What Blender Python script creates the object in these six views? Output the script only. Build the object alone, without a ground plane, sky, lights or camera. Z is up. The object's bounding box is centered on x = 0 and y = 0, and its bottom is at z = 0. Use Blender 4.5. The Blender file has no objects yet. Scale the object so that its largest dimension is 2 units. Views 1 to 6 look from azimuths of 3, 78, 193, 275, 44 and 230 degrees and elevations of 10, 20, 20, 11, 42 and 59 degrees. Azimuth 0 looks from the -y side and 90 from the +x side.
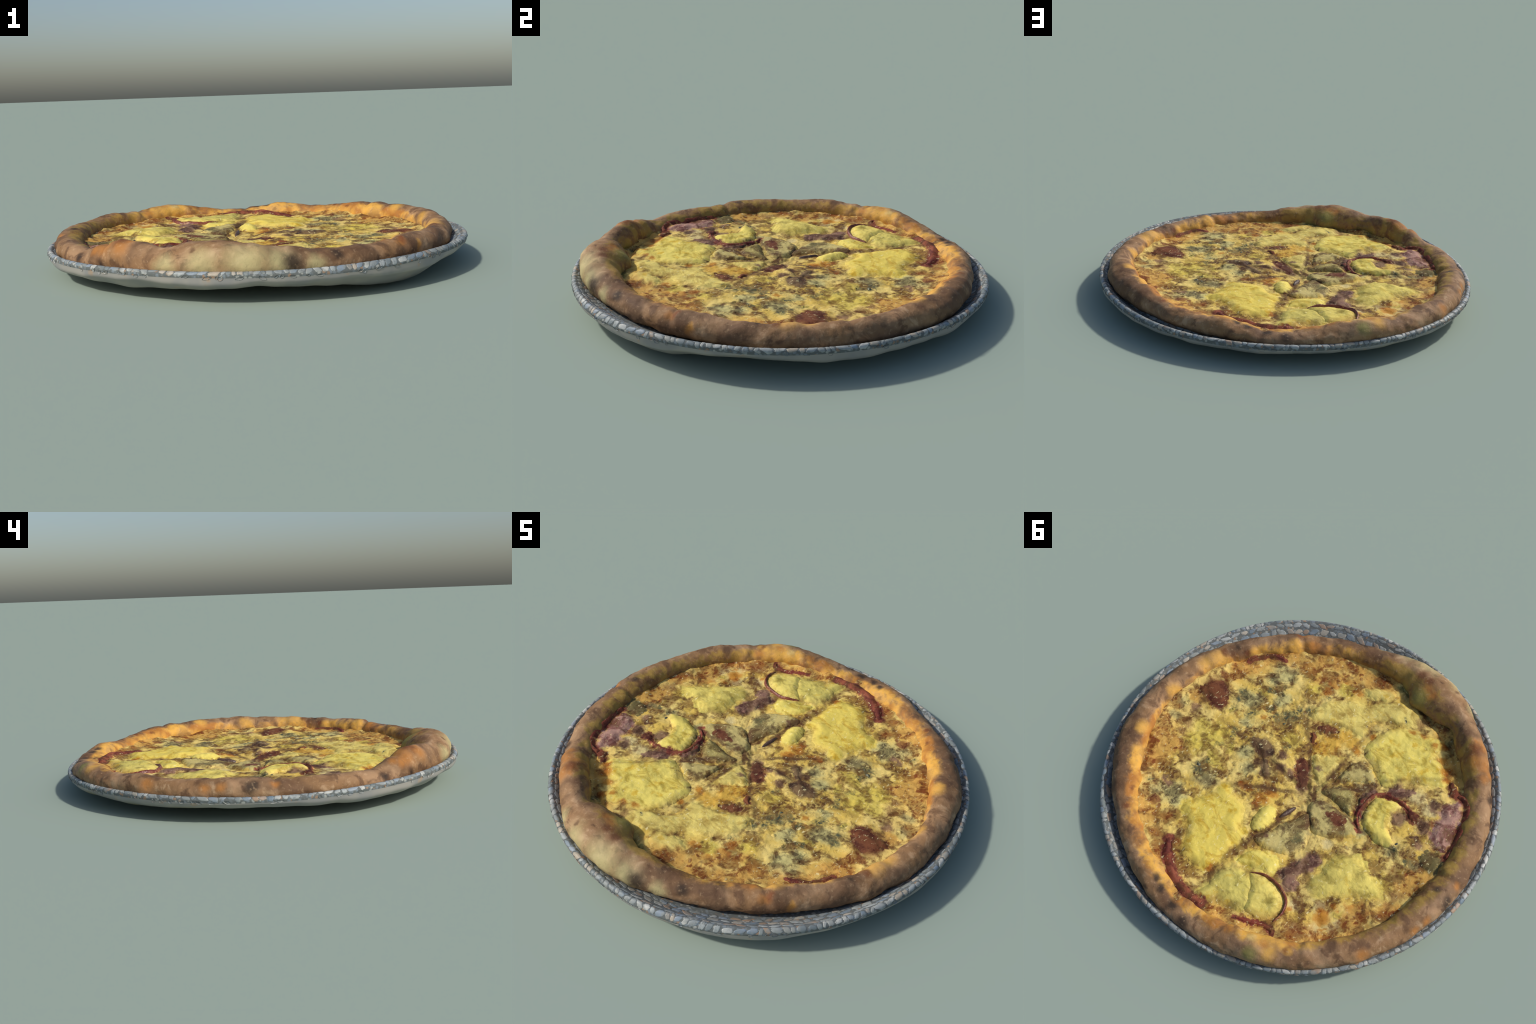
# A baked pizza with a puffy charred crust, melted cheeses, ham and onion,
# lying on a shallow plate whose rim and well are set with small pebbles.
import bpy, math, random
import numpy as np
from mathutils import Vector
from mathutils.geometry import delaunay_2d_cdt

random.seed(7)
rng = np.random.default_rng(7)
TAU = 2 * math.pi

# ------------------------------------------------------------------ helpers
def srgb(r, g, b, k=0.86):
    """albedo that shows as this 8-bit colour on a flat sunlit spot of the set"""
    out = []
    for c in (r, g, b):
        c /= 255
        l = c / 12.92 if c <= 0.04045 else ((c + 0.055) / 1.055) ** 2.4
        out.append(min(l / k, 0.95))
    return (*out, 1.0)

_perm = np.random.default_rng(11).permutation(256)
_perm = np.concatenate([_perm, _perm, _perm])
_grad = np.random.default_rng(12).normal(size=(256, 3))
_grad /= np.linalg.norm(_grad, axis=1)[:, None]

def noise3(x, y, z):
    """smooth gradient noise, about -0.7..0.7"""
    x, y, z = np.broadcast_arrays(np.asarray(x, float), y, z)
    xi, yi, zi = (np.floor(v).astype(int) for v in (x, y, z))
    fx, fy, fz = x - xi, y - yi, z - zi
    w = [f * f * f * (f * (f * 6 - 15) + 10) for f in (fx, fy, fz)]
    out = 0
    for dx in (0, 1):
        for dy in (0, 1):
            for dz in (0, 1):
                h = _perm[_perm[_perm[(xi + dx) & 255] + ((yi + dy) & 255)] + ((zi + dz) & 255)]
                g = _grad[h]
                dot = g[..., 0] * (fx - dx) + g[..., 1] * (fy - dy) + g[..., 2] * (fz - dz)
                out = out + dot * (w[0] if dx else 1 - w[0]) * (w[1] if dy else 1 - w[1]) * (w[2] if dz else 1 - w[2])
    return out

def smooth(a, b, x):
    t = np.clip((x - a) / (b - a), 0, 1)
    return t * t * (3 - 2 * t)

def ring_curve(values):
    """periodic cubic through equally spaced control values, as a function of the angle"""
    v = np.array(values, float)
    n = len(v)
    def f(th):
        u = (np.asarray(th) % TAU) / TAU * n
        i = np.floor(u).astype(int)
        t = u - i
        p0, p1, p2, p3 = v[(i - 1) % n], v[i % n], v[(i + 1) % n], v[(i + 2) % n]
        return 0.5 * (2 * p1 + (p2 - p0) * t + (2 * p0 - 5 * p1 + 4 * p2 - p3) * t ** 2 + (3 * p1 - p0 - 3 * p2 + p3) * t ** 3)
    return f

def closed_spline(points, n):
    p = np.array(points, float)
    m = len(p)
    u = np.linspace(0, m, n, endpoint=False)
    i = np.floor(u).astype(int)
    t = (u - i)[:, None]
    p0, p1, p2, p3 = p[(i - 1) % m], p[i % m], p[(i + 1) % m], p[(i + 2) % m]
    return 0.5 * (2 * p1 + (p2 - p0) * t + (2 * p0 - 5 * p1 + 4 * p2 - p3) * t ** 2 + (3 * p1 - p0 - 3 * p2 + p3) * t ** 3)

def open_spline(points, n):
    p = np.array(points, float)
    p = np.vstack([2 * p[0] - p[1], p, 2 * p[-1] - p[-2]])
    m = len(p) - 3
    u = np.linspace(0, m - 1e-9, n)
    i = np.floor(u).astype(int)
    t = (u - i)[:, None]
    p0, p1, p2, p3 = p[i], p[i + 1], p[i + 2], p[i + 3]
    return 0.5 * (2 * p1 + (p2 - p0) * t + (2 * p0 - 5 * p1 + 4 * p2 - p3) * t ** 2 + (3 * p1 - p0 - 3 * p2 + p3) * t ** 3)

def make_object(name, verts, faces, material, parent=None, kind=None):
    me = bpy.data.meshes.new(name)
    me.from_pydata([tuple(v) for v in verts], [], faces)
    me.polygons.foreach_set("use_smooth", [True] * len(me.polygons))
    me.materials.append(material)
    me.update()
    ob = bpy.data.objects.new(name, me)
    bpy.context.scene.collection.objects.link(ob)
    if parent:
        ob.parent = parent
    if kind:
        ob["kind"] = kind
    return ob

def grid_faces(n_u, n_v, wrap_v=False, flip=False):
    """quads of a grid closed in u; vertex index = u * n_v + v"""
    f = []
    for i in range(n_u):
        a, b = i * n_v, ((i + 1) % n_u) * n_v
        for j in range(n_v if wrap_v else n_v - 1):
            k = (j + 1) % n_v
            q = (a + j, b + j, b + k, a + k)
            f.append(q[::-1] if flip else q)
    return f

def inside(poly, pts):
    x, y = pts[:, 0][:, None], pts[:, 1][:, None]
    a, b = poly, np.roll(poly, -1, 0)
    cross = ((a[:, 1] > y) != (b[:, 1] > y)) & (x < (b[:, 0] - a[:, 0]) * (y - a[:, 1]) / (b[:, 1] - a[:, 1] + 1e-12) + a[:, 0])
    return cross.sum(1) % 2 == 1

def edge_distance(poly, pts):
    a, b = poly, np.roll(poly, -1, 0)
    ab = b - a
    best = np.full(len(pts), 9.0)
    for p, v in zip(a, ab):
        t = np.clip(((pts - p) @ v) / (v @ v + 1e-15), 0, 1)
        best = np.minimum(best, np.linalg.norm(pts - p - t[:, None] * v, axis=1))
    return best

# ------------------------------------------------------------------ measured outlines
# all rings start on the +x axis and turn towards +y
rim_radius = ring_curve([0.991, 0.989, 0.986, 0.987, 0.990, 0.986, 0.980, 0.981, 0.990, 1.000, 1.004, 1.003,
                         0.998, 0.994, 0.991, 0.990, 0.989, 0.988, 0.989, 0.996, 1.000, 1.002, 1.001, 0.995])
rim_height = ring_curve([0.133, 0.128, 0.122, 0.116, 0.110, 0.106, 0.105, 0.107, 0.111, 0.115, 0.116, 0.115,
                         0.114, 0.116, 0.122, 0.129, 0.134, 0.135, 0.135, 0.138, 0.143, 0.145, 0.143, 0.138])
# underside of the plate, height over the ground on the ring of radius 0.88
belly_height = ring_curve([0.058, 0.063, 0.062, 0.061, 0.061, 0.060, 0.055, 0.042, 0.042, 0.036, 0.036, 0.043,
                           0.052, 0.048, 0.038, 0.038, 0.040, 0.046, 0.056, 0.050, 0.030, 0.016, 0.050, 0.052])
# height of the upright band under the lip
lip_depth = ring_curve([0.063, 0.055, 0.049, 0.048, 0.045, 0.044, 0.045, 0.043, 0.042, 0.044, 0.046, 0.044,
                        0.040, 0.048, 0.056, 0.058, 0.050, 0.058, 0.052, 0.054, 0.064, 0.072, 0.050, 0.048])
crust_centre = ring_curve([0.872, 0.877, 0.870, 0.860, 0.857, 0.863, 0.874, 0.890, 0.907, 0.921, 0.923, 0.913,
                           0.899, 0.890, 0.888, 0.872, 0.868, 0.859, 0.862, 0.837, 0.824, 0.824, 0.835, 0.855])
crust_half = ring_curve([0.060, 0.059, 0.075, 0.074, 0.061, 0.061, 0.064, 0.064, 0.064, 0.065, 0.061, 0.062,
                         0.070, 0.066, 0.060, 0.070, 0.072, 0.097, 0.089, 0.067, 0.058, 0.061, 0.056, 0.061])
crust_top = ring_curve([0.180, 0.184, 0.188, 0.188, 0.191, 0.185, 0.186, 0.177, 0.165, 0.153, 0.152, 0.164,
                        0.153, 0.136, 0.140, 0.152, 0.174, 0.186, 0.175, 0.173, 0.177, 0.174, 0.175, 0.178,
                        0.180, 0.172, 0.166, 0.172, 0.167, 0.163, 0.191, 0.221, 0.219, 0.211, 0.227, 0.235,
                        0.219, 0.207, 0.192, 0.177, 0.178, 0.175, 0.180, 0.187, 0.177, 0.183, 0.174, 0.183])
CRUST_BOTTOM = 0.070
CUT_CENTRE = np.array([-0.107, 0.026])
CUT_ANGLES = [4, 40, 90, 134, 191, 235, 277, 320]          # the eight slices

# ------------------------------------------------------------------ node helpers
class Nodes:
    def __init__(self, name, roughness=0.55, specular=0.35):
        self.mat = bpy.data.materials.new(name)
        self.mat.use_nodes = True
        self.t = self.mat.node_tree
        self.bsdf = self.t.nodes["Principled BSDF"]
        self.bsdf.inputs["Roughness"].default_value = roughness
        self.bsdf.inputs["Specular IOR Level"].default_value = specular
        self.pos = self.t.nodes.new("ShaderNodeTexCoord").outputs["Object"]

    def put(self, socket, v):
        if isinstance(v, bpy.types.NodeSocket):
            self.t.links.new(v, socket)
        else:
            socket.default_value = v

    def new(self, kind, ins=(), **props):
        n = self.t.nodes.new(kind)
        for k, v in props.items():
            setattr(n, k, v)
        for k, v in (ins.items() if isinstance(ins, dict) else enumerate(ins)):
            self.put(n.inputs[k], v)
        return n

    def math(self, op, a, b=0.0, c=0.0):
        return self.new("ShaderNodeMath", (a, b, c), operation=op).outputs[0]

    def vec(self, op, a, b=(0, 0, 0)):
        return self.new("ShaderNodeVectorMath", (a, b), operation=op)

    def scale(self, v, sx, sy=None, sz=None, rot=0.0):
        m = self.new("ShaderNodeMapping", {"Vector": v})
        m.inputs["Scale"].default_value = (sx, sy or sx, sz or sx)
        m.inputs["Rotation"].default_value = (0, 0, rot)
        return m.outputs[0]

    def noise(self, scale, detail=3.0, rough=0.55, vector=None, distort=0.0):
        return self.new("ShaderNodeTexNoise", {"Vector": vector or self.pos, "Scale": scale, "Detail": detail,
                                               "Roughness": rough, "Distortion": distort})

    def fit(self, v, a, b, c=0.0, d=1.0, kind="SMOOTHSTEP"):
        return self.new("ShaderNodeMapRange", {"Value": v, 1: a, 2: b, 3: c, 4: d}, interpolation_type=kind).outputs[0]

    def mix(self, f, a, b, blend="MIX"):
        n = self.new("ShaderNodeMix", data_type="RGBA", blend_type=blend)
        self.put(n.inputs[0], f); self.put(n.inputs[6], a); self.put(n.inputs[7], b)
        return n.outputs[2]

    def spots(self, pos, marks, soft=0.45, grow=1.15):
        """largest of the soft round masks around the given places"""
        g = Nodes.__new__(Nodes)
        g.t = bpy.data.node_groups.new("soft_spots", "ShaderNodeTree")
        g.t.interface.new_socket("Vector", in_out="INPUT", socket_type="NodeSocketVector")
        g.t.interface.new_socket("Mask", in_out="OUTPUT", socket_type="NodeSocketFloat")
        start, end = g.t.nodes.new("NodeGroupInput").outputs[0], g.t.nodes.new("NodeGroupOutput").inputs[0]
        best, at = None, start
        for m in marks:
            c, r = (*m[:-1], 0.0)[:3], m[-1]
            if best is not None:      # a vanishing shift makes the masks be worked out one after the other
                at = g.new("ShaderNodeVectorMath", (best, (1e-7, 1e-7, 1e-7), start), operation="MULTIPLY_ADD").outputs[0]
            d = g.vec("DISTANCE", at, c).outputs["Value"]
            f = g.fit(d, r * grow, r * soft)
            best = f if best is None else g.math("MAXIMUM", best, f)
        g.put(end, best)
        n = self.t.nodes.new("ShaderNodeGroup")
        n.node_tree = g.t
        self.put(n.inputs[0], pos)
        return n.outputs[0]

    def bump(self, height, strength, distance):
        b = self.new("ShaderNodeBump", {"Height": height, "Strength": strength, "Distance": distance})
        self.t.links.new(b.outputs[0], self.bsdf.inputs["Normal"])

    def done(self, colour):
        self.put(self.bsdf.inputs["Base Color"], colour)
        return self.mat

# ------------------------------------------------------------------ where colours sit (x, y, radius)
TOPPING_MARKS = {
    "gutter": [(-0.02, -0.735, 0.03), (-0.10, -0.745, 0.03), (-0.19, -0.735, 0.025), (0.04, -0.745, 0.025), (-0.36, -0.695, 0.028), (-0.43, -0.63, 0.028), (-0.48, -0.58, 0.026), (-0.54, -0.53, 0.022)],
    "toast": [(0.63, 0.41, 0.056), (0.58, 0.35, 0.042), (0.62, 0.45, 0.028), (0.72, -0.20, 0.028), (0.46, -0.49, 0.038), (0.44, -0.56, 0.047), (0.38, -0.61, 0.038), (0.33, -0.64, 0.028), (0.28, -0.67, 0.028), (0.29, -0.59, 0.028), (0.24, -0.66, 0.038), (0.18, -0.68, 0.047), (0.13, -0.71, 0.033), (0.14, -0.74, 0.024), (0.23, -0.61, 0.028), (0.31, -0.54, 0.038), (0.20, -0.75, 0.024), (0.37, -0.49, 0.024), (0.66, 0.38, 0.038), (0.62, 0.43, 0.038), (0.59, 0.36, 0.038), (0.55, 0.35, 0.028), (0.31, 0.68, 0.024), (0.26, 0.63, 0.024), (0.24, 0.73, 0.019), (0.12, 0.67, 0.019), (0.23, 0.71, 0.024), (-0.77, -0.00, 0.052), (-0.77, -0.03, 0.028), (-0.71, 0.28, 0.038), (-0.70, 0.34, 0.028), (-0.74, 0.33, 0.024)],
    "sauce": [(0.73, -0.20, 0.024), (0.73, -0.12, 0.028), (0.37, 0.61, 0.033), (0.33, 0.63, 0.019), (-0.63, -0.30, 0.028), (-0.38, 0.69, 0.028), (-0.44, 0.67, 0.028), (-0.49, 0.65, 0.028), (-0.52, 0.65, 0.024)],
    "yellow": [(0.47, 0.16, 0.094), (0.56, 0.17, 0.061), (0.49, 0.24, 0.070), (0.51, -0.20, 0.028), (0.19, -0.11, 0.056), (0.55, 0.00, 0.019), (0.74, 0.12, 0.021), (0.23, -0.53, 0.056), (0.34, -0.41, 0.047), (0.35, 0.25, 0.056), (0.54, 0.24, 0.056), (0.39, 0.24, 0.042), (0.36, 0.15, 0.033), (-0.66, 0.36, 0.028), (-0.70, 0.10, 0.056), (-0.70, 0.15, 0.038), (-0.70, -0.01, 0.024)],
    "greygreen": [(0.75, 0.14, 0.042), (0.71, 0.23, 0.038), (0.52, -0.38, 0.080), (0.53, -0.30, 0.052), (0.52, -0.13, 0.070), (0.43, -0.02, 0.042), (0.41, -0.24, 0.056), (0.30, 0.35, 0.066), (0.37, 0.52, 0.070), (0.42, 0.56, 0.047), (0.31, 0.53, 0.056), (0.28, 0.10, 0.056), (0.21, 0.16, 0.052), (-0.43, -0.02, 0.038), (-0.60, -0.03, 0.042), (-0.72, -0.07, 0.033)],
    "brown": [(0.63, 0.21, 0.033), (0.61, 0.27, 0.024), (-0.18, -0.67, 0.033), (0.56, 0.54, 0.024), (-0.33, 0.05, 0.028), (-0.77, 0.10, 0.042), (-0.78, 0.15, 0.028), (-0.74, 0.27, 0.024)],
    "violet": [(-0.30, -0.22, 0.040), (-0.37, -0.30, 0.040), (-0.33, -0.10, 0.030), (-0.38, -0.03, 0.025), (0.10, 0.03, 0.035), (0.15, -0.02, 0.030), (0.04, 0.02, 0.030), (0.20, 0.10, 0.024), (-0.36, 0.24, 0.040), (-0.40, 0.41, 0.030), (-0.05, 0.03, 0.03), (-0.02, -0.10, 0.024), (-0.60, -0.25, 0.045), (-0.57, -0.37, 0.04), (-0.66, -0.17, 0.04), (0.67, 0.12, 0.033), (0.42, 0.50, 0.028), (-0.13, 0.33, 0.024), (-0.49, -0.20, 0.047), (-0.61, -0.18, 0.026)],
    "bluegreen": [(0.30, -0.20, 0.052), (0.30, -0.25, 0.028), (0.34, -0.15, 0.028), (0.41, -0.16, 0.028), (0.49, -0.24, 0.026), (0.54, -0.28, 0.016), (0.44, -0.32, 0.019), (0.57, -0.13, 0.033), (0.57, -0.07, 0.024), (0.45, -0.07, 0.028), (0.55, -0.02, 0.028), (0.43, 0.06, 0.028), (0.25, -0.32, 0.033), (0.25, -0.43, 0.019), (-0.13, -0.62, 0.014), (0.39, 0.32, 0.033), (0.37, 0.35, 0.028), (0.38, 0.28, 0.024), (0.49, 0.56, 0.024), (0.42, 0.17, 0.019), (0.41, 0.09, 0.019), (0.17, -0.07, 0.021), (-0.24, 0.23, 0.024), (-0.60, -0.07, 0.028), (-0.67, -0.06, 0.021)],
    "orange": [(0.38, -0.10, 0.024), (0.30, -0.51, 0.028), (0.25, -0.58, 0.028), (0.17, -0.58, 0.033), (0.28, -0.45, 0.028), (0.13, 0.23, 0.033), (0.04, 0.22, 0.042), (0.03, 0.16, 0.033), (0.04, 0.25, 0.024), (0.16, 0.24, 0.024), (-0.08, -0.32, 0.033), (-0.48, 0.51, 0.024), (-0.62, 0.42, 0.042), (-0.62, 0.34, 0.028), (-0.67, 0.29, 0.028), (-0.66, 0.46, 0.019)],
    "ochre": [(0.04, -0.28, 0.070), (0.01, -0.35, 0.047), (0.04, -0.19, 0.070), (-0.07, -0.32, 0.038), (0.02, -0.24, 0.047), (-0.04, -0.33, 0.047)],
    "beige": [(-0.48, -0.34, 0.056), (-0.56, -0.34, 0.047), (-0.25, -0.19, 0.038), (-0.36, 0.14, 0.038), (-0.58, 0.56, 0.047), (-0.48, 0.48, 0.042), (-0.64, 0.49, 0.047), (-0.68, 0.44, 0.033), (-0.57, 0.39, 0.033), (-0.69, 0.39, 0.024)],
}
# marks on the crust (x, y, z, radius)
CRUST_MARKS = {
    "flour": [(0.0, -0.93, 0.16, 0.11), (-0.17, -0.92, 0.15, 0.08), (0.13, -0.91, 0.15, 0.08), (-0.31, -0.89, 0.14, 0.06), (0.27, -0.86, 0.13, 0.05), (-0.50, 0.72, 0.18, 0.03)],
    "gold": [(-0.60, 0.72, 0.18, 0.041), (-0.65, 0.65, 0.18, 0.024), (0.83, -0.08, 0.17, 0.046), (0.81, 0.16, 0.17, 0.034), (0.72, 0.43, 0.19, 0.032), (-0.53, 0.69, 0.17, 0.059), (-0.61, 0.65, 0.17, 0.035), (0.71, -0.53, 0.15, 0.018), (0.81, -0.15, 0.17, 0.057), (0.81, 0.15, 0.15, 0.047), (0.72, 0.42, 0.18, 0.041), (0.78, 0.24, 0.10, 0.052), (0.60, -0.51, 0.18, 0.038), (0.72, -0.33, 0.16, 0.034), (0.63, 0.52, 0.17, 0.036), (0.47, 0.64, 0.14, 0.035), (0.33, 0.73, 0.12, 0.035), (0.19, 0.79, 0.13, 0.030), (0.50, 0.61, 0.13, 0.026), (0.39, 0.71, 0.14, 0.026), (-0.07, 0.84, 0.13, 0.020), (-0.29, 0.78, 0.12, 0.028), (-0.46, 0.75, 0.17, 0.031), (-0.25, 0.79, 0.11, 0.024)],
    "orange": [(-0.52, -0.76, 0.21, 0.050), (-0.48, -0.74, 0.22, 0.022), (0.62, -0.59, 0.18, 0.033), (0.71, -0.53, 0.14, 0.023), (-0.60, -0.69, 0.20, 0.055), (-0.64, -0.67, 0.18, 0.031), (-0.93, -0.13, 0.16, 0.024), (-0.88, 0.42, 0.15, 0.035), (-0.95, 0.16, 0.15, 0.024), (-0.96, 0.09, 0.15, 0.024), (-0.10, -0.80, 0.23, 0.027), (-0.14, -0.78, 0.22, 0.027), (0.54, -0.57, 0.16, 0.043), (-0.63, 0.61, 0.16, 0.031), (-0.56, 0.71, 0.18, 0.023), (-0.55, -0.66, 0.21, 0.048), (-0.64, -0.63, 0.19, 0.030), (-0.50, -0.71, 0.22, 0.026)],
    "olive": [(-0.55, 0.79, 0.17, 0.040), (-0.35, -0.72, 0.10, 0.050), (-0.45, -0.66, 0.09, 0.036), (-0.56, -0.57, 0.11, 0.035), (0.02, -0.75, 0.12, 0.042), (-0.09, -0.75, 0.17, 0.051), (-0.31, -0.74, 0.11, 0.041)],
    "redbrown": [(-0.645, 0.655, 0.17, 0.018), (-0.665, 0.675, 0.14, 0.018), (-0.69, -0.57, 0.19, 0.016), (-0.02, -0.84, 0.22, 0.045), (-0.51, -0.70, 0.22, 0.045), (-0.07, -0.83, 0.23, 0.032), (0.82, -0.20, 0.18, 0.029), (0.74, -0.29, 0.16, 0.024), (0.78, -0.23, 0.18, 0.024), (0.63, -0.57, 0.18, 0.024), (0.42, 0.75, 0.16, 0.022), (0.48, 0.67, 0.16, 0.017)],
    "brown": [(0.20, -0.84, 0.19, 0.029), (-0.21, -0.90, 0.21, 0.017), (0.68, -0.56, 0.15, 0.041), (-0.85, 0.49, 0.13, 0.023), (-0.92, 0.19, 0.17, 0.026), (-0.72, -0.60, 0.14, 0.038), (-0.62, -0.71, 0.14, 0.031), (-0.85, 0.39, 0.17, 0.030), (0.80, -0.24, 0.19, 0.040), (0.53, 0.71, 0.17, 0.043), (0.60, -0.57, 0.18, 0.022), (-0.86, 0.38, 0.17, 0.023), (-0.81, 0.17, 0.14, 0.024), (-0.26, -0.79, 0.21, 0.054), (-0.42, -0.75, 0.21, 0.044), (0.28, -0.75, 0.17, 0.052), (0.43, -0.65, 0.16, 0.038), (0.85, 0.07, 0.21, 0.028), (0.80, 0.41, 0.19, 0.027), (0.81, 0.30, 0.18, 0.028)],
    "char": [(0.18, -0.89, 0.15, 0.047), (0.35, -0.79, 0.16, 0.028), (-0.73, -0.59, 0.14, 0.019), (-0.60, -0.72, 0.13, 0.022), (-0.96, -0.03, 0.15, 0.034), (-0.87, 0.45, 0.11, 0.011), (-0.22, 0.90, 0.13, 0.030), (-0.03, 0.88, 0.15, 0.024), (-0.88, -0.04, 0.18, 0.022), (-0.95, -0.04, 0.16, 0.022), (0.79, -0.27, 0.19, 0.022), (0.82, 0.05, 0.09, 0.014), (0.02, 0.86, 0.16, 0.021), (-0.13, 0.89, 0.13, 0.026)],
}

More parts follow.
